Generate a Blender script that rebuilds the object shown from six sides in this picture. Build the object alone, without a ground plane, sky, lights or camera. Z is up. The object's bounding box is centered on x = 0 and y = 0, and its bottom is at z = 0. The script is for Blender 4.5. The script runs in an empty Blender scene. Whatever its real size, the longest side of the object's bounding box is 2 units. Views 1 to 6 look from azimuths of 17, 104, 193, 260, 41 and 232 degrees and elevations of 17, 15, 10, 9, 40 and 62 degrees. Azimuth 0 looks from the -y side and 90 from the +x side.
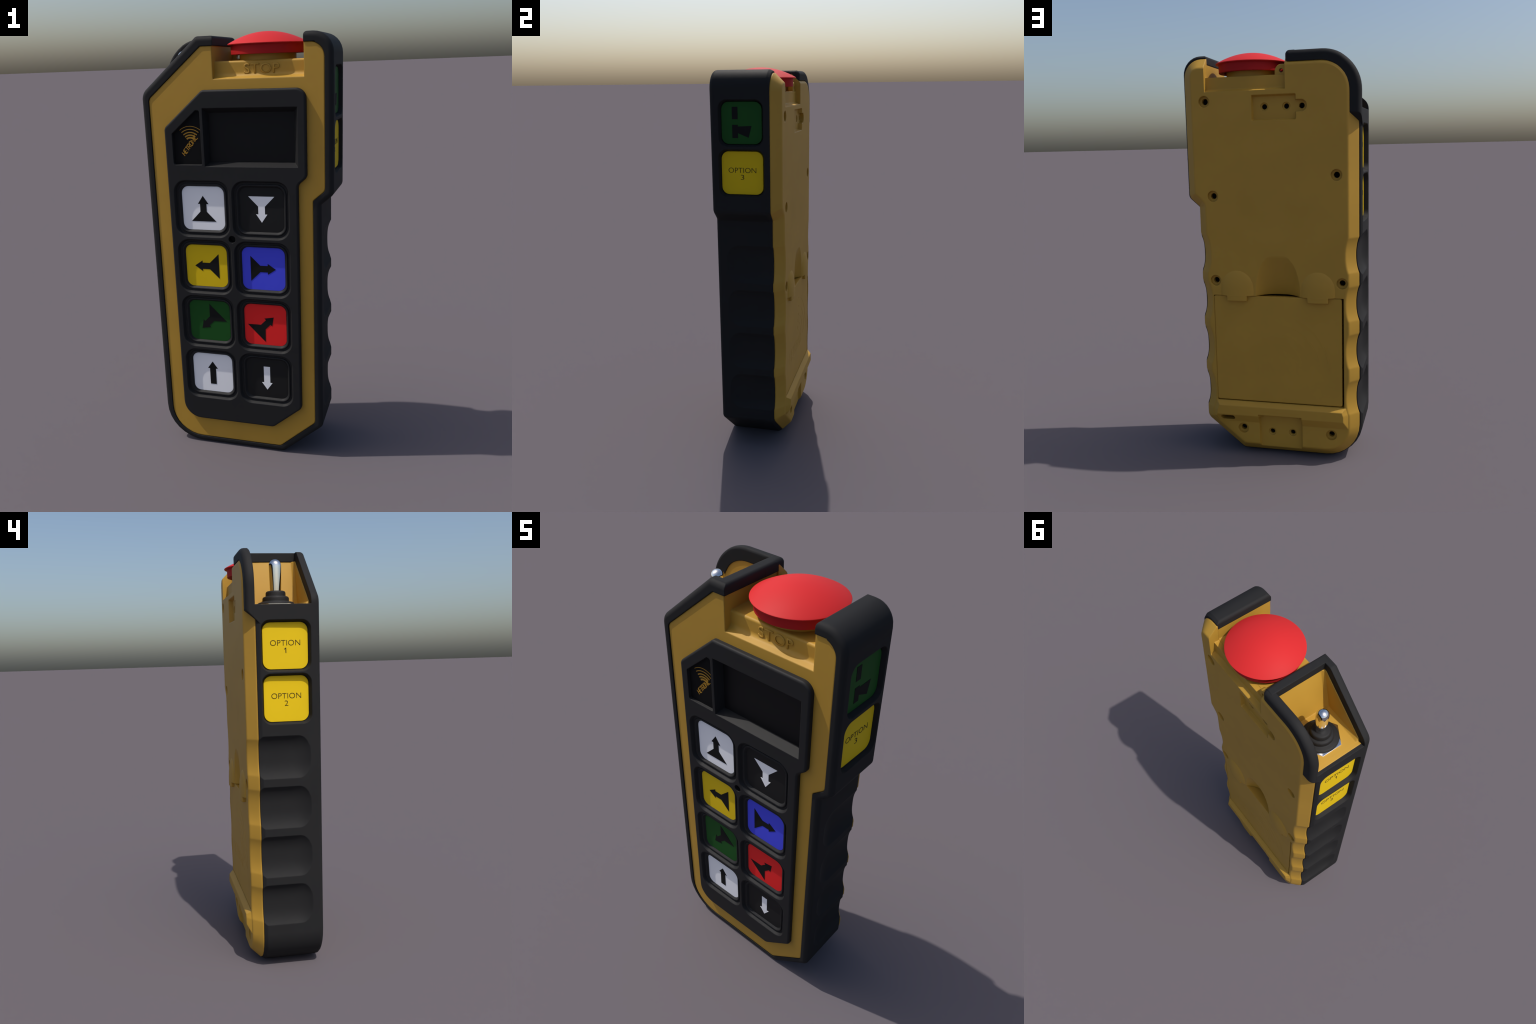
# Hand-held industrial radio remote: yellow two-part housing, black rubber bumper,
# keypad panel with eight colour keys, side keys, toggle switch and red stop button.
# Frame: x = width (toggle at -x), y = depth (front at -y), z = height.
import bpy, bmesh, math
from mathutils import Vector, Matrix

# ------------------------------------------------------------------ materials
def material(name, colour, rough=0.5, metallic=0.0, grain=0.0, grain_scale=220.0,
             bump=0.0, edge=0.0, specular=0.5, vary=0.04, coat=0.0):
    m = bpy.data.materials.new(name)
    m.use_nodes = True
    nt = m.node_tree
    b = nt.nodes["Principled BSDF"]
    b.inputs["Roughness"].default_value = rough
    b.inputs["Metallic"].default_value = metallic
    b.inputs["Specular IOR Level"].default_value = specular
    b.inputs["Coat Weight"].default_value = coat
    tc = nt.nodes.new("ShaderNodeTexCoord")
    n = nt.nodes.new("ShaderNodeTexNoise")
    n.inputs["Scale"].default_value = 5.0
    n.inputs["Detail"].default_value = 3.0
    nt.links.new(tc.outputs["Object"], n.inputs["Vector"])
    r = nt.nodes.new("ShaderNodeValToRGB")
    r.color_ramp.elements[0].position = 0.3
    r.color_ramp.elements[1].position = 0.7
    lo = [c * (1 - vary) for c in colour]
    hi = [min(1.0, c * (1 + vary)) for c in colour]
    r.color_ramp.elements[0].color = (*lo, 1)
    r.color_ramp.elements[1].color = (*hi, 1)
    nt.links.new(n.outputs["Fac"], r.inputs["Fac"])
    nt.links.new(r.outputs["Color"], b.inputs["Base Color"])
    normal = None
    if edge > 0:
        bv = nt.nodes.new("ShaderNodeBevel")
        bv.samples = 6
        bv.inputs["Radius"].default_value = edge
        normal = bv.outputs["Normal"]
    if bump > 0:
        g = nt.nodes.new("ShaderNodeTexNoise")
        g.inputs["Scale"].default_value = grain_scale
        g.inputs["Detail"].default_value = 2.0
        nt.links.new(tc.outputs["Object"], g.inputs["Vector"])
        bp = nt.nodes.new("ShaderNodeBump")
        bp.inputs["Strength"].default_value = bump
        bp.inputs["Distance"].default_value = 0.002
        nt.links.new(g.outputs["Fac"], bp.inputs["Height"])
        if normal is not None:
            nt.links.new(normal, bp.inputs["Normal"])
        normal = bp.outputs["Normal"]
    if normal is not None:
        nt.links.new(normal, b.inputs["Normal"])
    return m

YELLOW = material("housing_yellow", (0.455, 0.258, 0.034), 0.55, edge=0.007, bump=0.03, specular=0.3)
RELIEF = material("housing_yellow_relief", (0.455, 0.258, 0.034), 0.55, specular=0.3)
RUBBER = material("black_rubber", (0.020, 0.020, 0.0205), 0.65, edge=0.006, bump=0.05, specular=0.09)
PANEL = material("panel_black", (0.0165, 0.0165, 0.0172), 0.6, edge=0.004, bump=0.03, specular=0.18)
KEYRUB = material("key_rubber", (0.0165, 0.0165, 0.0172), 0.6, edge=0.003, specular=0.2)
SCREEN = material("display_glass", (0.0055, 0.0055, 0.0062), 0.45, specular=0.2)
DARK = material("print_black", (0.010, 0.010, 0.010), 0.65, specular=0.1)
PLATE = material("name_plate_black", (0.0065, 0.0065, 0.007), 0.65, specular=0.08)
LABELBLACK = material("label_black", (0.0085, 0.0085, 0.0085), 0.6, specular=0.25)
WHITE = material("label_white", (0.86, 0.86, 0.88), 0.55, specular=0.14, vary=0.01)
LYELLOW = material("label_yellow", (0.73, 0.50, 0.009), 0.55, specular=0.14, vary=0.02)
LBLUE = material("label_blue", (0.065, 0.075, 0.72), 0.55, specular=0.14, vary=0.02)
LGREEN = material("label_green", (0.013, 0.080, 0.014), 0.55, specular=0.12, vary=0.02)
LRED = material("label_red", (0.80, 0.022, 0.022), 0.55, specular=0.14, vary=0.02)
CAPRED = material("stop_red", (0.55, 0.024, 0.025), 0.55, specular=0.12, vary=0.02)
SKIRTRED = material("stop_red_skirt", (0.42, 0.017, 0.018), 0.6, specular=0.08, vary=0.02)
CHROME = material("chrome", (0.80, 0.80, 0.80), 0.06, metallic=1.0, vary=0.0)
GOLD = material("logo_amber", (0.42, 0.22, 0.02), 0.55, specular=0.3)
VOID = material("gap_black", (0.004, 0.004, 0.004), 0.9, specular=0.1)
TEXTINK = material("text_ink", (0.016, 0.012, 0.003), 0.6, specular=0.25)

# ------------------------------------------------------------------ helpers
def mesh_from_bm(bm, name):
    bmesh.ops.recalc_face_normals(bm, faces=bm.faces)
    me = bpy.data.meshes.new(name)
    bm.to_mesh(me)
    bm.free()
    return me

def make_object(name, me, mat=None, parent=None):
    o = bpy.data.objects.new(name, me)
    bpy.context.scene.collection.objects.link(o)
    if mat is not None:
        me.materials.clear()
        me.materials.append(mat)
    if parent is not None:
        o.parent = parent
    return o

def inset_polygon(pts, d):
    """Mitre-inset a sharp counter-clockwise polygon of (u, v, radius)."""
    n = len(pts)
    out = []
    for i in range(n):
        p0, p1, p2 = (Vector(pts[(i + k) % n][:2]) for k in (-1, 0, 1))
        d1 = (p1 - p0).normalized()
        d2 = (p2 - p1).normalized()
        n1 = Vector((-d1.y, d1.x))
        n2 = Vector((-d2.y, d2.x))
        m = n1 + n2
        k = d / max(0.2, m.dot(n1))
        q = p1 + m * k
        convex = d1.x * d2.y - d1.y * d2.x > 0
        r = pts[i][2]
        r = max(0.0, r - d) if convex else (r + d if r > 0 else 0)
        r = max(r, 0.0015) if pts[i][2] > 0 else 0
        out.append((q.x, q.y, r))
    return out

def fillet(pts, seg=8):
    """Sharp polygon with corner radii -> smooth outline (same count each call)."""
    n = len(pts)
    out = []
    for i in range(n):
        p0, p1, p2 = (Vector(pts[(i + k) % n][:2]) for k in (-1, 0, 1))
        r = pts[i][2]
        if r <= 0:
            out.append(p1.copy())
            continue
        a = (p0 - p1)
        b = (p2 - p1)
        la, lb = a.length, b.length
        a.normalize()
        b.normalize()
        ang = math.acos(max(-1, min(1, a.dot(b))))
        t = min(r / math.tan(ang / 2), la * 0.9, lb * 0.9) if r > 0.05 else min(r / math.tan(ang / 2), la * 0.499, lb * 0.499)
        r = t * math.tan(ang / 2)
        c = p1 + (a + b).normalized() * (r / math.sin(ang / 2))
        s = p1 + a * t - c
        e = p1 + b * t - c
        a0 = math.atan2(s.y, s.x)
        da = math.atan2(e.y, e.x) - a0
        while da > math.pi:
            da -= 2 * math.pi
        while da < -math.pi:
            da += 2 * math.pi
        for k in range(seg + 1):
            w = a0 + da * k / seg
            out.append(c + Vector((math.cos(w), math.sin(w))) * r)
    return out

def ccw(pts):
    s = sum(pts[i][0] * pts[(i + 1) % len(pts)][1] - pts[(i + 1) % len(pts)][0] * pts[i][1]
            for i in range(len(pts)))
    return pts if s > 0 else pts[::-1]

FRONT = lambda u, v, w: Vector((u, w, v))          # u = x, v = z, w = y

def loft(rings, place=FRONT):
    """Bridge closed rings (each (list of 2d points, w)) and cap both ends."""
    bm = bmesh.new()
    loops = [[bm.verts.new(place(p[0], p[1], w)) for p in ring] for ring, w in rings]
    n = len(loops[0])
    for A, B in zip(loops, loops[1:]):
        for i in range(n):
            bm.faces.new((A[i], A[(i + 1) % n], B[(i + 1) % n], B[i]))
    bm.faces.new(loops[0][::-1])
    bm.faces.new(loops[-1])
    return bm

def prism(pts, profile, place=FRONT, seg=8, shape=None):
    """pts: sharp polygon with radii; profile: (inset, w) pairs along the extrusion;
    shape: optional change applied to every finished ring."""
    pts = ccw(pts)
    shape = shape or (lambda ring: ring)
    return mesh_from_bm(loft([(shape(fillet(inset_polygon(pts, d), seg)), w) for d, w in profile], place), "prism")

def box(x0, x1, y0, y1, z0, z1):
    return prism([(x0, z0, 0), (x1, z0, 0), (x1, z1, 0), (x0, z1, 0)], [(0, y0), (0, y1)])

def rect(cu, cv, hu, hv, r):
    return [(cu - hu, cv - hv, r), (cu + hu, cv - hv, r), (cu + hu, cv + hv, r), (cu - hu, cv + hv, r)]

def along_x(poly_yz, x0, x1, seg=6):
    return prism(poly_yz, [(0, x0), (0, x1)], place=lambda u, v, w: Vector((w, u, v)), seg=seg)

def rounding(d, w, direction, steps=5):
    """Quarter-round profile at an edge: from inset d at w to inset 0 at w + direction*d."""
    return [(d * (1 - math.sin(k / steps * math.pi / 2)),
             w + direction * d * (1 - math.cos(k / steps * math.pi / 2))) for k in range(steps + 1)]

def boolean(target, cutters, op='DIFFERENCE'):
    for c in cutters:
        co = make_object("cutter", c)
        m = target.modifiers.new("b", 'BOOLEAN')
        m.operation = op
        m.solver = 'EXACT'
        m.object = co
        dg = bpy.context.evaluated_depsgraph_get()
        me = bpy.data.meshes.new_from_object(target.evaluated_get(dg))
        target.modifiers.clear()
        old = target.data
        target.data = me
        bpy.data.meshes.remove(old)
        bpy.data.objects.remove(co)
        bpy.data.meshes.remove(c)

def finish(o, angle=32):
    me = o.data
    bm = bmesh.new()
    bm.from_mesh(me)
    bmesh.ops.remove_doubles(bm, verts=bm.verts, dist=1e-5)
    bmesh.ops.dissolve_degenerate(bm, edges=bm.edges, dist=1e-5)
    bm.to_mesh(me)
    bm.free()
    for p in me.polygons:
        p.use_smooth = True
    me.set_sharp_from_angle(angle=math.radians(angle))
    m = o.modifiers.new("w", 'WEIGHTED_NORMAL')
    m.keep_sharp = True
    m.weight = 80
    dg = bpy.context.evaluated_depsgraph_get()
    new = bpy.data.meshes.new_from_object(o.evaluated_get(dg))
    o.modifiers.clear()
    o.data = new
    new.name = o.name
    return o

def lathe(profile, centre, seg=96):
    bm = bmesh.new()
    rings = []
    for r, z in profile:
        if r < 1e-6:
            rings.append([bm.verts.new((centre[0], centre[1], z))])
        else:
            rings.append([bm.verts.new((centre[0] + r * math.cos(2 * math.pi * k / seg),
                                        centre[1] + r * math.sin(2 * math.pi * k / seg), z)) for k in range(seg)])
    for A, B in zip(rings, rings[1:]):
        for i in range(seg):
            j = (i + 1) % seg
            if len(A) == 1:
                bm.faces.new((A[0], B[i], B[j]))
            elif len(B) == 1:
                bm.faces.new((A[i], A[j], B[0]))
            else:
                bm.faces.new((A[i], A[j], B[j], B[i]))
    return mesh_from_bm(bm, "lathe")

def hole(x, z, y_in, y_out, r, seg=40):
    """Cutter cylinder along y."""
    pts = [(x + r * math.cos(2 * math.pi * k / seg), z + r * math.sin(2 * math.pi * k / seg)) for k in range(seg)]
    return mesh_from_bm(loft([(pts, y_in), (pts, y_out)]), "hole")

def join(meshes):
    bm = bmesh.new()
    for m in meshes:
        bm.from_mesh(m)
    me = bpy.data.meshes.new("joined")
    bm.to_mesh(me)
    bm.free()
    return me

def text_mesh(body, place, width=None, height=None, depth=0.001, line=1.0, weight=0.0, align='CENTER'):
    """Built-in font text -> mesh; place(u, v, w) puts it on the surface; w grows outwards."""
    c = bpy.data.curves.new("t", 'FONT')
    c.body = body
    c.align_x = align
    c.extrude = 0.5
    c.offset = weight
    c.space_line = line
    c.resolution_u = 5
    o = bpy.data.objects.new("t", c)
    bpy.context.scene.collection.objects.link(o)
    dg = bpy.context.evaluated_depsgraph_get()
    me = bpy.data.meshes.new_from_object(o.evaluated_get(dg))
    bpy.data.objects.remove(o)
    bpy.data.curves.remove(c)
    xs = [v.co.x for v in me.vertices]
    ys = [v.co.y for v in me.vertices]
    sx = width / (max(xs) - min(xs)) if width else 1
    sy = height / (max(ys) - min(ys)) if height else sx
    cx, cy = (max(xs) + min(xs)) / 2, (max(ys) + min(ys)) / 2
    for v in me.vertices:
        v.co = place((v.co.x - cx) * sx, (v.co.y - cy) * sy, (v.co.z + 0.5) * depth)
    bm = bmesh.new()
    bm.from_mesh(me)
    bmesh.ops.recalc_face_normals(bm, faces=bm.faces)
    bm.to_mesh(me)
    bm.free()
    return me

def ribbon(points, width, closed, place, w0, w1):
    """Mitred flat stroke along a polyline, extruded from w0 to w1."""
    n = len(points)
    P = [Vector(p) for p in points]
    L, R = [], []
    for i in range(n):
        if closed or 0 < i < n - 1:
            d1 = (P[i] - P[i - 1]).normalized()
            d2 = (P[(i + 1) % n] - P[i]).normalized()
        elif i == 0:
            d1 = d2 = (P[1] - P[0]).normalized()
        else:
            d1 = d2 = (P[i] - P[i - 1]).normalized()
        n1 = Vector((-d1.y, d1.x))
        n2 = Vector((-d2.y, d2.x))
        m = n1 + n2
        k = 1 / max(0.35, m.dot(n1))
        L.append(P[i] + m * (k * width / 2))
        R.append(P[i] - m * (k * width / 2))
    bm = bmesh.new()
    V = [[[bm.verts.new(place(q.x, q.y, w)) for q in side] for side in (L, R)] for w in (w0, w1)]
    for i in range(n if closed else n - 1):
        j = (i + 1) % n
        bm.faces.new((V[1][0][i], V[1][0][j], V[1][1][j], V[1][1][i]))
        bm.faces.new((V[0][0][i], V[0][1][i], V[0][1][j], V[0][0][j]))
        bm.faces.new((V[0][0][i], V[0][0][j], V[1][0][j], V[1][0][i]))
        bm.faces.new((V[0][1][i], V[1][1][i], V[1][1][j], V[0][1][j]))
    if not closed:
        for i in (0, n - 1):
            bm.faces.new((V[0][0][i], V[1][0][i], V[1][1][i], V[0][1][i]))
    return mesh_from_bm(bm, "stroke")

STROKES = {  # letter -> (advance, strokes in a unit box)
    'H': (.97, [[(0, 0), (0, 1)], [(.72, 0), (.72, 1)], [(0, .5), (.72, .5)]]),
    'E': (.80, [[(.62, 0), (0, 0), (0, 1), (.62, 1)], [(0, .5), (.55, .5)]]),
    'T': (.93, [[(0, 1), (.76, 1)], [(.38, 1), (.38, 0)]]),
    'R': (.98, [[(0, 0), (0, 1.05)], [(.03, 1), (.55, 1), (.72, .86), (.72, .62), (.55, .48), (0, .48)], [(.38, .48), (.74, 0)]]),
    'O': (1.02, [[(.2, 0), (.56, 0), (.76, .2), (.76, .8), (.56, 1), (.2, 1), (0, .8), (0, .2), None]]),
    'N': (1.02, [[(0, 0), (0, 1), (.74, 0), (.74, 1)]]),
    'I': (.29, [[(.02, 0), (.02, 1)]]),
    'C': (.76, [[(.74, 0), (.2, 0), (0, .2), (0, .8), (.2, 1), (.74, 1)]]),
}

def signal_logo(place, length, height, stroke, radii, widths, arc_centre, lift):
    """Maker's word in thin slanted strokes with five signal arcs above it."""
    parts = []
    word = "HETRONIC"
    total = sum(STROKES[c][0] for c in word) - 0.02
    s = length / total
    x = 0
    k = 0
    for ch in word:
        adv, polys = STROKES[ch]
        for poly in polys:
            closed = poly[-1] is None
            pts = [p for p in poly if p is not None]
            pts = [((x + px) * s + py * height * 0.12, py * height) for px, py in pts]
            k += 1
            parts.append(ribbon(pts, stroke, closed, place, 0, lift + .00004 * (k % 5)))
        x += adv
    for r, wd in zip(radii, widths):
        pts = []
        for j in range(25):
            a = ARC_MID + math.radians(39) * (j / 12 - 1)
            pts.append((arc_centre[0] + r * math.cos(a), arc_centre[1] + r * math.sin(a)))
        parts.append(ribbon(pts, wd, False, place, 0, lift + .0002))
    return join(parts)

ARC_MID = math.radians(39.5)

# ------------------------------------------------------------------ the thing
root = bpy.data.objects.new("radio_remote_control", None)
bpy.context.scene.collection.objects.link(root)
root["label"] = "yellow industrial radio remote with black rubber bumper and red stop button"
root["category"] = "remote control"

# outlines, sharp corners (x, z, corner radius), counter-clockwise
SIDE, WAIST = .4368, .3820          # half widths of the bumper above and below the step
FRONT_OUTLINE = [(-.401, .031, .155), (.170, .031, .03), (.3475, .184, .03), (.3475, 1.281, .008), (.401, 1.326, .03),
                 (.401, 1.945, .062), (-.142, 1.945, .008), (-.401, 1.729, .03)]
BUMPER_OUTLINE = [(-SIDE, 0.0, .19), (.186, 0.0, .03), (WAIST, .165, .03), (WAIST, 1.262, .01), (SIDE, 1.310, .035),
                  (SIDE, 1.986, .087), (.27, 1.986, 0), (.27, 1.85, 0), (-.04, 1.85, 0),
                  (-.04, 1.986, 0), (-.163, 1.986, .02), (-SIDE, 1.753, .06)]
BACK_OUTLINE = [(-.418, .012, .168), (.178, .012, .03), (.371, .171, .045), (.371, 1.268, .01), (.421, 1.313, .035),
                (.4215, 1.9690, .086), (-.418, 1.968, .165)]
PANEL_OUTLINE = [(-.328, .144, .09), (.141, .144, .03), (.284, .262, .03), (.284, 1.352, .03), (.3235, 1.386, .03),
                 (.3235, 1.763, .045), (-.140, 1.763, .025), (-.328, 1.602, .03)]

def scallops(side, x_face, depth):
    """Finger-grip pockets cut into a long side: shallow hollows that run out towards the front."""
    out = []
    for i in range(4):
        z0, z1 = 0.937 - 0.2352 * i, 1.136 - 0.2352 * i
        bm = bmesh.new()
        NY, NZ = 26, 26
        y0, y1 = -0.122, 0.21
        grid = []
        for a in range(NY + 1):
            # denser towards the rounded front end
            y = y0 + (y1 - y0) * (a / NY) ** 1.6
            f = min(1.0, max(0.0, (y - y0) / 0.10))
            g = 1 - (1 - f) ** 2.6
            half = (z1 - z0) / 2 * (1 - max(0.0, 1 - f / 0.62) ** 2.6 * 0.55)
            row = []
            for b in range(NZ + 1):
                t = b / NZ * 2 - 1
                z = (z0 + z1) / 2 + (half + 0.004) * t
                tt = abs(t) * (half + 0.004) / half
                d = depth * g * (1 - tt ** 2.9) - 0.0004
                row.append(bm.verts.new((side * (x_face - d), y, z)))
            grid.append(row)
        far = [[bm.verts.new((side * (x_face + 0.06), v.co.y, v.co.z)) for v in row] for row in grid]
        for A in (grid, far):
            for a in range(NY):
                for b in range(NZ):
                    bm.faces.new((A[a][b], A[a + 1][b], A[a + 1][b + 1], A[a][b + 1]))
        for a in range(NY):
            for b in (0, NZ):
                bm.faces.new((grid[a][b], grid[a + 1][b], far[a + 1][b], far[a][b]))
        for b in range(NZ):
            for a in (0, NY):
                bm.faces.new((grid[a][b], grid[a][b + 1], far[a][b + 1], far[a][b]))
        out.append(mesh_from_bm(bm, "scallop"))
    return out

# ------------------------------------------------------------------ front housing
front = make_object("front_housing", prism(FRONT_OUTLINE, rounding(.005, -.170, 1, 3) + [(0, .1165)]), YELLOW, root)
boolean(front, [prism(PANEL_OUTLINE, [(.012, -.3), (.012, -.13)])])
# toggle bay: open box at the -x shoulder
boolean(front, [prism([(-.6, 1.7225, 0), (-.415, 1.7225, 0), (-.178, 1.7305, 0), (-.124, 1.947, 0), (-.124, 2.2, 0), (-.6, 2.2, 0)],
                      [(.013, -.1295), (0, -.1165), (0, .3)])])
# stop-button bay: through slot above a central block, deep coves in front and behind
boolean(front, [along_x([(-.4, 1.806, 0), (-.171, 1.806, 0), (-.1385, 1.819, .020), (-.1385, 1.880, .009),
                         (.1425, 1.880, .009), (.1425, 1.815, .01), (.4, 1.815, 0), (.4, 2.3, 0), (-.4, 2.3, 0)], -.0895, .3135)])
boolean(front, [prism([(-.4175, 1.665, 0), (-.125, 1.665, 0), (-.125, 1.7302, 0), (-.178, 1.7303, 0), (-.4175, 1.7222, 0)], [(0, -.1315), (0, .1155)])], 'UNION')

stop_text = make_object("stop_lettering", text_mesh("STOP", lambda u, v, w: Vector((.123 + u, -.1375 - w * 1.0, 1.846 + v)),
                        width=.158, height=.042, depth=.0042, weight=.006), YELLOW, front)

# ------------------------------------------------------------------ back housing
def finger_waves(ring):
    """Scallop the two long straight sides of an outline ring (four grips per side)."""
    out = []
    n = len(ring)
    for i in range(n):
        a, b = ring[i], ring[(i + 1) % n]
        out.append(a)
        if abs(a.x - b.x) < 1e-4 and abs(a.y - b.y) > .8:
            right = a.x > 0
            half, dep = (.0995, .0195) if right else (.0890, .0150)
            zs = []
            for k in range(4):
                zc = 1.0365 - .2352 * k
                zs += [(zc + half * t, dep * (1 - abs(t) ** 2.3)) for t in [j / 9 - 1 for j in range(19)]]
            zs.sort(reverse=a.y > b.y)
            sgn = -1 if right else 1
            out += [Vector((a.x + sgn * d, z)) for z, d in zs]
    return out

back_profile = [(0, .1155), (0, .1205), (.0022, .1235), (.039, .1608), (.0425, .1642), (.047, .1667), (.053, .1675)]
back = make_object("back_housing", prism(BACK_OUTLINE, back_profile, shape=finger_waves), YELLOW, root)
# latch ledge below the battery door
ledge = along_x([(.150, .150, 0), (.166, .168, .004), (.1905, .214, .006), (.1905, .263, .006), (.167, .2805, 0), (.150, .2805, 0)], -.60, .60)
ledge_part = make_object("ledge", ledge)      # its ends continue the bevel of the rim
boolean(ledge_part, [prism(BACK_OUTLINE, [(.0315, .1495), (.0790, .1970)], shape=finger_waves)], 'INTERSECT')
ledge = ledge_part.data.copy()
bpy.data.objects.remove(ledge_part)
boolean(back, [ledge], 'UNION')
# stop-button bay seen from behind
boolean(back, [along_x([(.05, 1.90, 0), (.1425, 1.90, 0), (.1425, 1.822, .006), (.158, 1.815, .01), (.169, 1.8115, 0), (.4, 1.8115, 0), (.4, 2.3, 0), (.05, 2.3, 0)],
                       -.0822, .3085),
               box(-.0822, .3085, .05, .1425, 1.8797, 2.3)])
# battery bay
boolean(back, [box(-.6, -.124, .05, .1210, 1.7225, 2.2)])
boolean(back, [box(-.165, .110, .085, .120, .8300, 1.055)], 'UNION')      # wall behind the finger scoop
BAY = (-.3485, .2999, .060, .3, .2815, .8300)
boolean(back, [box(*BAY)])
boolean(front, [box(*BAY), box(-.166, .111, .084, .3, .829, 1.056)])
# finger scoop above the door
bm = bmesh.new()
rows = []
for k in range(15):
    z = .80 + (1.0365 - .80) * k / 14
    dep = .066 * (1 - max(0.0, (z - .80) / .2365) ** 1.3)
    h = max(0.0, min(1.0, (z - .80) / .2365))
    hw = .031 + .0813 * (1 - h ** 2.6) ** 0.62
    row = []
    for j in range(25):
        t = j / 24 * 2 - 1
        y = .1678 - dep * (1 - abs(t) ** 2.6)
        row.append(bm.verts.new((-.0275 + hw * t, y, z)))
    row.append(bm.verts.new((-.0275 + hw, .26, z)))
    row.append(bm.verts.new((-.0275 - hw, .26, z)))
    rows.append(row)
for A, B in zip(rows, rows[1:]):
    for j in range(27):
        bm.faces.new((A[j], A[(j + 1) % 27], B[(j + 1) % 27], B[j]))
bm.faces.new(rows[0])
bm.faces.new(rows[-1])
scoop = mesh_from_bm(bm, "scoop")
boolean(back, [scoop])
# name-plate recess, with screw holes
boolean(back, [prism(rect(-.0265, 1.7315, .1065, .0585, .006), [(.0, .30), (.0, .1675), (.006, .1475)]),
               prism([(-.12, 1.709, 0), (-.12, 1.7635, 0), (-.184, 1.7635, .0272), (-.184, 1.709, .0272)][::-1], [(0, .3), (0, .1475)], seg=12)])
boolean(back, [hole(.022, 1.736, .1425, .3, .0185), hole(-.084, 1.736, .1425, .3, .0185)])
# lower recess through ledge and rim, slot, screw holes
boolean(back, [prism([(-.138, -.05, 0), (.084, -.05, 0), (.084, .205, 0), (-.138, .205, 0)], [(0, .3), (0, .170), (.006, .151)]),
               prism([(-.138, .18, 0), (.084, .18, 0), (.084, .222, 0), (-.138, .222, 0)], [(0, .3), (0, .187), (.018, .151)])])
boolean(back, [hole(.021, .122, .145, .3, .0185), hole(-.085, .124, .145, .3, .0185),
               prism(rect(.246, .1945, .0365, .0135, .013), [(0, .130), (0, .3)], seg=10)])
SCREWS = [(.312, 1.768), (.286, 1.320), (-.3185, 1.416), (.287, .904), (-.342, .903), (.169, .136), (-.284, .134)]
for sx, sz in SCREWS:
    boolean(back, [hole(sx, sz, .152, .3, .0265)])
shadow_plugs = []  # near-black discs and a slot plate, modelled as the darkness inside the openings
for sx, sz, sr in [(x, z, .0145) for x, z in SCREWS] + [(.022, 1.736, .0125), (-.084, 1.736, .0125), (-.158, 1.736, .0130), (.021, .122, .0125), (-.085, .124, .0125)]:
    boolean(back, [hole(sx, sz, .130, .16, sr)])
    shadow_plugs.append(hole(sx, sz, .129, .132, sr + .002))
shadow_plugs.append(box(.208, .286, .128, .1315, .180, .208))
finish(front)
finish(back, 28)
make_object("hole_shadow_plugs", join(shadow_plugs), VOID, back)["kind"] = "stuff"

# hinge covers: two half-round swellings over the door's edge, each ending in a tab
def hinge_mesh(cx):
    def surf(u, z):
        q = 1 - (u / .0845) ** 2 - (max(0.0, z - .868) / .0905) ** 2
        return .1650 + .0200 * max(0.0, q) ** 0.62 * (0.75 + 0.25 * min(1.0, (.96 - z) / .12))
    parts = []
    for hw, z0, z1, n in ((.0835, .8305, .9585, 22), (.0505, .806, .8310, 4)):
        bm = bmesh.new()
        g, bk = [], []
        for k in range(n + 1):
            z = z0 + (z1 - z0) * k / n
            g.append([bm.verts.new((cx + hw * (j / 24 * 2 - 1), surf(hw * (j / 24 * 2 - 1), z) + (.0003 if hw < .06 else 0), z)) for j in range(25)])
            bk.append([bm.verts.new((v.co.x, .150, z)) for v in g[-1]])
        for A in (g, bk):
            for k in range(n):
                for j in range(24):
                    bm.faces.new((A[k][j], A[k][j + 1], A[k + 1][j + 1], A[k + 1][j]))
        for k in range(n):
            for j in (0, 24):
                bm.faces.new((g[k][j], g[k + 1][j], bk[k + 1][j], bk[k][j]))
        for j in range(24):
            for k in (0, n):
                bm.faces.new((g[k][j], g[k][j + 1], bk[k][j + 1], bk[k][j]))
        parts.append(mesh_from_bm(bm, "h"))
    return join(parts)
for cx in (.1775, -.2255):
    finish(make_object("hinge_cover", hinge_mesh(cx), YELLOW, back), 40)

# battery door in its bay
make_object("door_gap_black_plate", box(-.350, .302, .056, .0615, .280, .832), VOID, back)  # near-black plate at the bottom of the bay, seen through the gap around the door
door = make_object("battery_door", prism(rect(-.0199, .5575, .3196, .2710, .010),
                   [(0, .070), (0, .1648), (.0005, .1657), (.0014, .1660)]), YELLOW, root)
boolean(door, [along_x([(.1664, .8289, 0), (.060, .8140, 0), (.060, .90, 0), (.1664, .90, 0)], -.128, .073)])
finish(door)
back_place = lambda u, v, w: Vector((.203 - u, .1657 + w, .430 + v))
make_object("logo_relief", signal_logo(back_place, .358, .060, .0095, (.264, .215, .166, .128, .088),
            (.007, .010, .014, .018, .022), (.214, .039), .0006), RELIEF, door)

# lanyard eye beside the stop button
eye = make_object("lanyard_eye", prism([(-.11, 1.86, 0), (-.0295, 1.86, 0), (-.0295, 1.927, .033), (-.11, 1.927, 0)],
                  [(.002, .112), (0, .114), (0, .136), (.002, .138)], seg=12), YELLOW, root)
boolean(eye, [hole(-.0605, 1.898, .0, .3, .0095)])
finish(eye)

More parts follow.
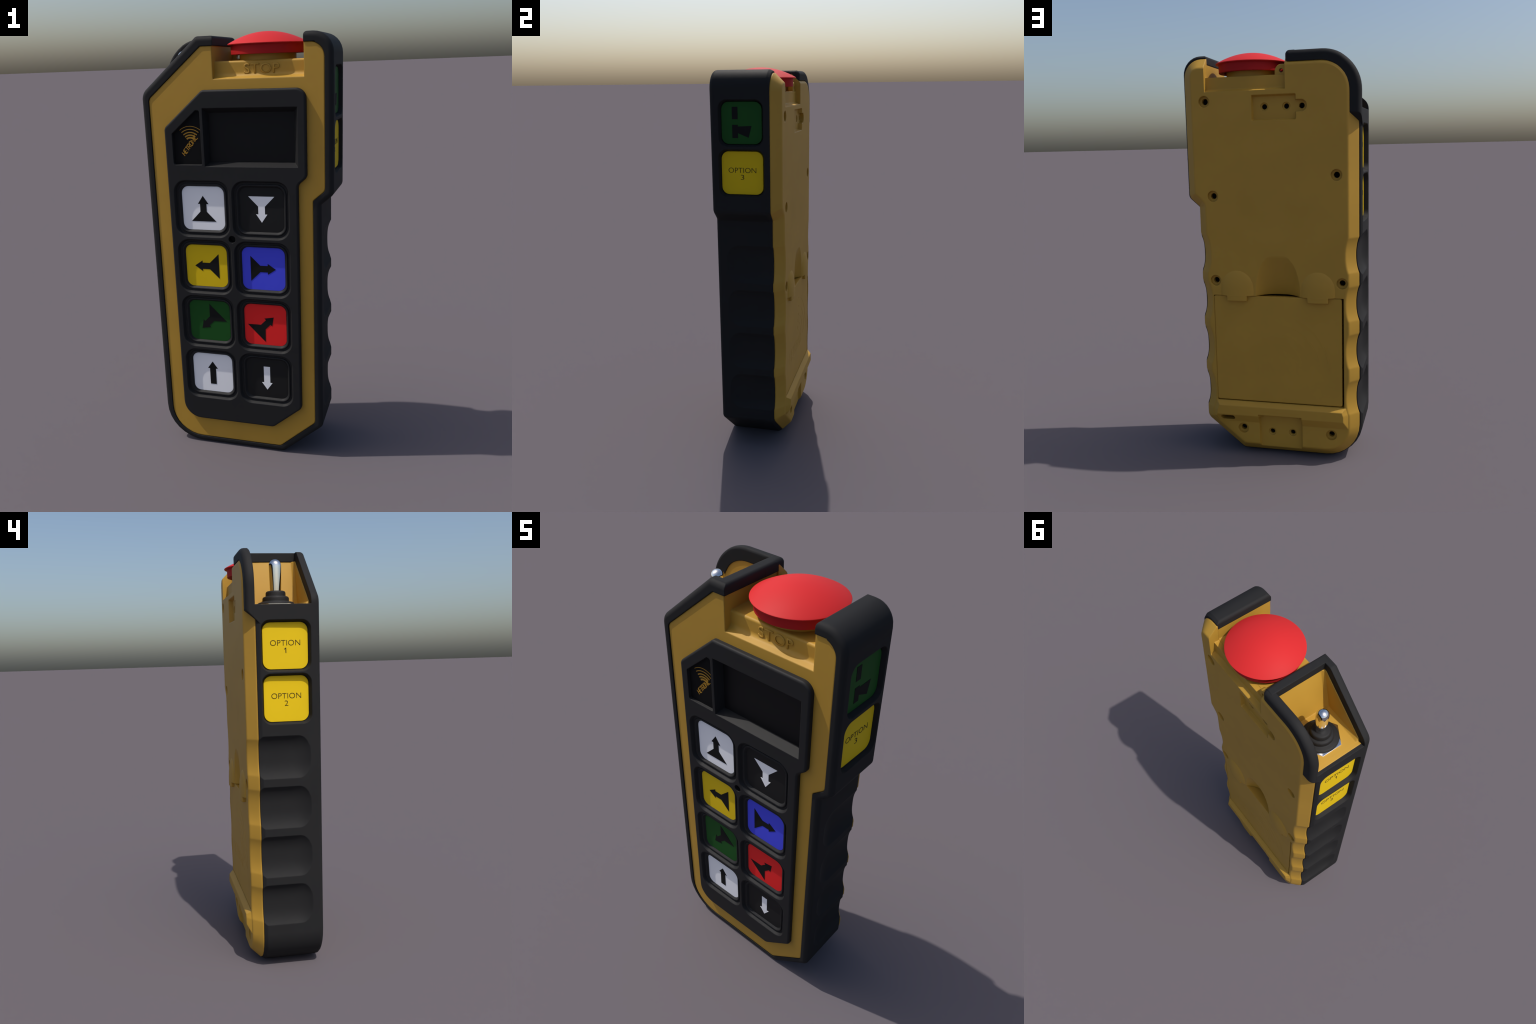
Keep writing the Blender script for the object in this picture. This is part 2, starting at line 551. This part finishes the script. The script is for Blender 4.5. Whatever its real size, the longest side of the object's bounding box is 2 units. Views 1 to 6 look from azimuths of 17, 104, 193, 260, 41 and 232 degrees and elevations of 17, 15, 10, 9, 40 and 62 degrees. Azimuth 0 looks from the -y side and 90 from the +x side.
# ------------------------------------------------------------------ rubber bumper
bumper = make_object("rubber_bumper", prism(BUMPER_OUTLINE, rounding(.022, -.1735, 1) + [(0, .099), (.0015, .103), (.0095, .1165)]), RUBBER, root)
boolean(bumper, [prism(FRONT_OUTLINE, [(0, -.4), (0, -.10)]),
                 prism([(-.36, 1.69, 0), (.36, 1.69, 0), (.36, 1.945, 0), (-.142, 1.945, 0)], [(0, -.2), (0, .4)])])
# stop-button bay: trims both rubber ends, leaving rounded top corners
def corner(cx, a0, a1, r=.014):
    return [(cx + r * math.cos(math.radians(a0 + (a1 - a0) * k / 6)), 1.9721 + r * math.sin(math.radians(a0 + (a1 - a0) * k / 6)), 0) for k in range(7)]
boolean(bumper, [prism([(-.0832, 1.7, 0), (.3118, 1.7, 0)] + corner(.3258, 180, 90) + [(.3258, 2.2, 0), (-.0972, 2.2, 0)] + corner(-.0972, 90, 0), [(0, -.4), (0, .4)])])
boolean(bumper, [box(-.6, -.1275, -.1340, .4, 1.7205, 2.2)])
for c in scallops(1, WAIST, .0220) + scallops(-1, SIDE, .0255):
    boolean(bumper, [c])
# side-key wells
SIDE_KEYS = [  # side, centre y, centre z, half width, half height, material, text
    (-1, -.0165, 1.539, .104, .1035, LYELLOW, "1"), (-1, -.0165, 1.3025, .104, .1035, LYELLOW, "2"),
    (1, -.0210, 1.742, .099, .0985, LGREEN, ""), (1, -.0210, 1.5055, .103, .1035, LYELLOW, "3")]
def side_place(side, cy, cz, xface):
    return lambda u, v, w: Vector((side * (xface + w), cy + side * u, cz + v))
boolean(bumper, [box(*BAY), box(-.166, .111, .084, .3, .829, 1.056)])
for side, cy, cz, hu, hv, mat, txt in SIDE_KEYS:
    pl = side_place(side, cy, cz, SIDE)
    boolean(bumper, [prism(rect(0, 0, hu + .0105, hv + .0105, .042), [(-.012, .02), (0, 0), (.006, -.014), (.0098, -.0285)], place=pl)])
# roll-over guard behind the toggle
guard_outline = [(-SIDE, 1.60, 0), (-.0835, 1.60, 0), (-.0835, 1.9857, .02), (-SIDE, 1.9857, .186)]
guard_inner = [(-.384, 1.40, 0), (.0, 1.40, 0), (.0, 1.9345, 0), (-.384, 1.9345, .142)]
guard = make_object("guard", prism(guard_outline, [(.010, .1180), (.004, .1200), (0, .1245)] + [(0, .139), (.0017, .1473), (.0064, .1546), (.0137, .1594), (.022, .161)], seg=16))
boolean(guard, [prism(guard_inner, [(0, 0), (0, .4)], seg=16)])
slant = prism([(.04, 1.578, 0), (.3, 1.838, 0), (.3, 1.2, 0), (.04, 1.2, 0)], [(0, -.6), (0, .2)], place=lambda u, v, w: Vector((w, u, v)))
boolean(guard, [slant])
guard_mesh = guard.data.copy()
bpy.data.objects.remove(guard)
boolean(bumper, [along_x([(.0935, 1.6315, 0), (.1285, 1.6668, 0), (.1285, 1.7208, 0), (.0935, 1.7208, 0)], -SIDE - .0004, -.392),
                 prism([(-.1279, 1.9446, 0), (-.0826, 1.9446, 0), (-.0826, 1.9864, .02), (-.1279, 1.9864, .004)], [(0, .04), (0, .1415)]),
                 guard_mesh], 'UNION')
for v in bumper.data.vertices:               # the long sides draw in a little towards the back
    k = min(1.0, max(0.0, (abs(v.co.x) - .33) / .03))
    v.co.x -= math.copysign(.0038 * k * min(1.0, max(0.0, (v.co.y + .15) / .25)), v.co.x)
finish(bumper, 30)
for side, cy, cz, hu, hv, mat, txt in SIDE_KEYS:
    pl = side_place(side, cy, cz, .4162 if side > 0 else .4138)
    key = make_object("side_key", prism(rect(0, 0, hu, hv, .036), [(-.002, -.012), (0, -.001), (.0006, 0)], place=pl), mat, root)
    finish(key)
    if txt:
        bits = [text_mesh("OPTION", lambda u, v, w: pl(u, v + .0135, w - .0003), width=.138, height=.0245, depth=.0011, weight=-.012),
                prism([(.0008, -.0118, 0), (.0042, -.0118, 0), (.0042, .0118, 0), (.0016, .0118, 0), (-.0050, .0066, 0), (-.0050, .0034, 0), (.0008, .0070, 0)],
                      [(0, -.0003), (0, .0008)], place=lambda u, v, w: pl(u, v - .0200, w)) if txt == "1" else
                text_mesh(txt, lambda u, v, w: pl(u, v - .0200, w - .0003), height=.0235, width=.0165, depth=.0011, weight=-.012)]
        make_object("lettering", join(bits), TEXTINK, key)
    else:                                    # horn sign: short bar above a horn
        bits = [prism([(-.046, .018, 0), (-.018, .018, 0), (-.018, .075, 0), (-.046, .075, 0)], [(0, -.0005), (0, .0010)], place=pl),
                prism([(-.046, -.070, 0), (-.018, -.070, 0), (-.018, -.047, 0), (.034, -.068, 0), (.049, -.013, 0), (-.018, -.0155, 0), (-.018, -.008, 0), (-.046, -.008, 0)],
                      [(0, -.0005), (0, .0010)], place=pl)]
        make_object("horn_symbol", join(bits), DARK, key)

# ------------------------------------------------------------------ keypad panel
panel = make_object("keypad_panel", prism(PANEL_OUTLINE, rounding(.010, -.192, 1, 4) + [(0, -.1305)]), PANEL, root)
def window(x0, x1, z0, z1, y):
    return ([(x0, z0), (x1, z0), (x1, z1), (x0, z1)], y)
screen_cut = mesh_from_bm(loft([window(-.1405, .287, 1.430, 1.686, -.25), window(-.1405, .287, 1.430, 1.686, -.192),
                                window(-.129, .264, 1.446, 1.664, -.1500), window(-.129, .264, 1.446, 1.664, -.1460)]), "window")
logo_recess = [(-.2905, 1.437, .010), (-.1535, 1.437, .004), (-.1535, 1.678, .014), (-.173, 1.678, .006), (-.2905, 1.577, .003)]
boolean(panel, [screen_cut, prism(logo_recess, [(0, -.25), (0, -.192), (.002, -.1795)]), hole(-.0285, 1.0965, -.3, -.160, .0165)])
KEY_X = (-.1675, .1115)
KEY_Z = (1.2345, .9560, .6775, .3985)
for kx in KEY_X:
    for kz in KEY_Z:
        boolean(panel, [prism(rect(kx, kz, .1335, .1335, .058), [(-.002, -.25), (-.0006, -.1925), (.0020, -.190), (.0085, -.1770)]),
                        prism(rect(kx, kz, .1165, .1165, .046), [(0, -.25), (0, -.163)])])
finish(panel)
make_object("display", box(-.1285, .2635, -.1485, -.1440, 1.4465, 1.6635), SCREEN, panel)
make_object("logo_plate", prism(logo_recess, [(.0022, -.1800), (.0022, -.176)]), PLATE, panel)
a = math.atan2(.080, .066)
logo_place = lambda u, v, w: Vector((-.2375 + u * math.cos(a) - v * math.sin(a), -.1798 - w, 1.4765 + u * math.sin(a) + v * math.cos(a)))
make_object("logo", signal_logo(logo_place, .1035, .0205, .0027, (.0775, .0640, .0505, .0385, .0270),
            (.0022, .0033, .0046, .0058, .0072), (.0612, .0110), .0010), GOLD, panel)

def arrow(kind):
    """Key symbols drawn upwards in a unit frame around the key's centre (metres)."""
    if kind == "hook":       # arrow growing out of a triangle
        return [(0, .0585), (-.026, .0205), (-.0155, .0205), (-.0155, -.0155), (-.0605, -.0615), (.0605, -.0615), (.0155, -.0155), (.0155, .0205), (.026, .0205)]
    return [(0, .0605), (-.026, .0235), (-.0155, .0235), (-.0155, -.0615), (.0155, -.0615), (.0155, .0235), (.026, .0235)]

KEYS = [  # column, row, label, symbol colour, symbol, turn in degrees (0 = up, counter-clockwise)
    (0, 0, WHITE, DARK, "hook", 0), (1, 0, LABELBLACK, WHITE, "hook", 180),
    (0, 1, LYELLOW, DARK, "hook", 90), (1, 1, LBLUE, DARK, "hook", -90),
    (0, 2, LGREEN, DARK, "hook", 135), (1, 2, LRED, DARK, "hook", -45),
    (0, 3, WHITE, DARK, "plain", 0), (1, 3, LABELBLACK, WHITE, "plain", 180)]
collar = prism(rect(0, 0, .1180, .1180, .048), [(0, -.165), (0, -.1770), (.0015, -.1797), (.0050, -.1815), (.0085, -.1803), (.0158, -.1706)])
pad = prism(rect(0, 0, .1025, .1025, .034), [(0, -.165), (0, -.1709), (.0006, -.1716)])
first = None
for col, row, lab, ink, sym, turn in KEYS:
    if first is None:
        key = finish(make_object("key", collar, KEYRUB, root))
        first = key.data
    else:
        key = make_object("key", first, None, root)
    key.location = (KEY_X[col], 0, KEY_Z[row])
    finish(make_object("key_label", pad.copy(), lab, key))
    t = math.radians(turn)
    pts = [(x * math.cos(t) - z * math.sin(t), x * math.sin(t) + z * math.cos(t), 0) for x, z in arrow(sym)]
    make_object("arrow_symbol", prism(pts, [(0, -.1726), (0, -.171)]), ink, key)

# ------------------------------------------------------------------ stop button
BX, BY = .1145, 0.0
dome = [(0, 2.0)] + [(.1775 * k / 20, 2.0 - .0495 * (k / 20) ** 2.0) for k in range(1, 21)]
cap = make_object("stop_button", lathe(dome + [(.1785, 1.9490), (.1775, 1.9462), (.1745, 1.9450), (.150, 1.9450), (0, 1.9450)], (BX, BY)), CAPRED, root)
finish(cap, 35)
finish(make_object("button_skirt", lathe([(0, 1.9448), (.1645, 1.9448), (.1640, 1.9065), (.1625, 1.905), (.140, 1.905), (.138, 1.908), (.136, 1.930), (0, 1.930)],
                                         (BX, BY)), SKIRTRED, cap), 35)
finish(make_object("button_neck", lathe([(0, 1.86), (.1265, 1.86), (.1265, 1.935), (0, 1.935)], (BX, BY)), YELLOW, cap), 35)

# ------------------------------------------------------------------ toggle switch
TX, TY = -.2855, -.0040
hexagon = [(TX + .101 * math.cos(math.radians(90 + 60 * k)), TY + .101 * math.sin(math.radians(90 + 60 * k)), 0) for k in range(6)]
nut = make_object("toggle_nut", prism(hexagon, [(.002, 1.715), (0, 1.717), (0, 1.7275), (.003, 1.7292)], place=lambda u, v, w: Vector((u, v, w))), CHROME, None)
finish(nut)
boot = make_object("toggle_boot", lathe([(0, 1.72), (.086, 1.72), (.0865, 1.731), (.084, 1.736), (.078, 1.7395), (.064, 1.7415), (.0615, 1.744), (.0615, 1.757), (.059, 1.7625),
                   (.054, 1.765), (.0475, 1.7665), (.0462, 1.769), (.0460, 1.782), (.0435, 1.7875), (.039, 1.790), (.020, 1.7915), (0, 1.7915)], (TX, TY)), KEYRUB, root)
finish(boot, 40)
ball = [(0, 1.9320)] + [(.0288 * math.sin(math.radians(7.5 * k)), 1.9032 + .0288 * math.cos(math.radians(7.5 * k))) for k in range(1, 14)]
lever = make_object("toggle_lever", lathe(ball[:13] + [(.0287, 1.890), (.0279, 1.855), (.0270, 1.820), (.0260, 1.787), (0, 1.787)], (TX, TY), 64), CHROME, boot)
nut.parent = boot
finish(lever, 50)
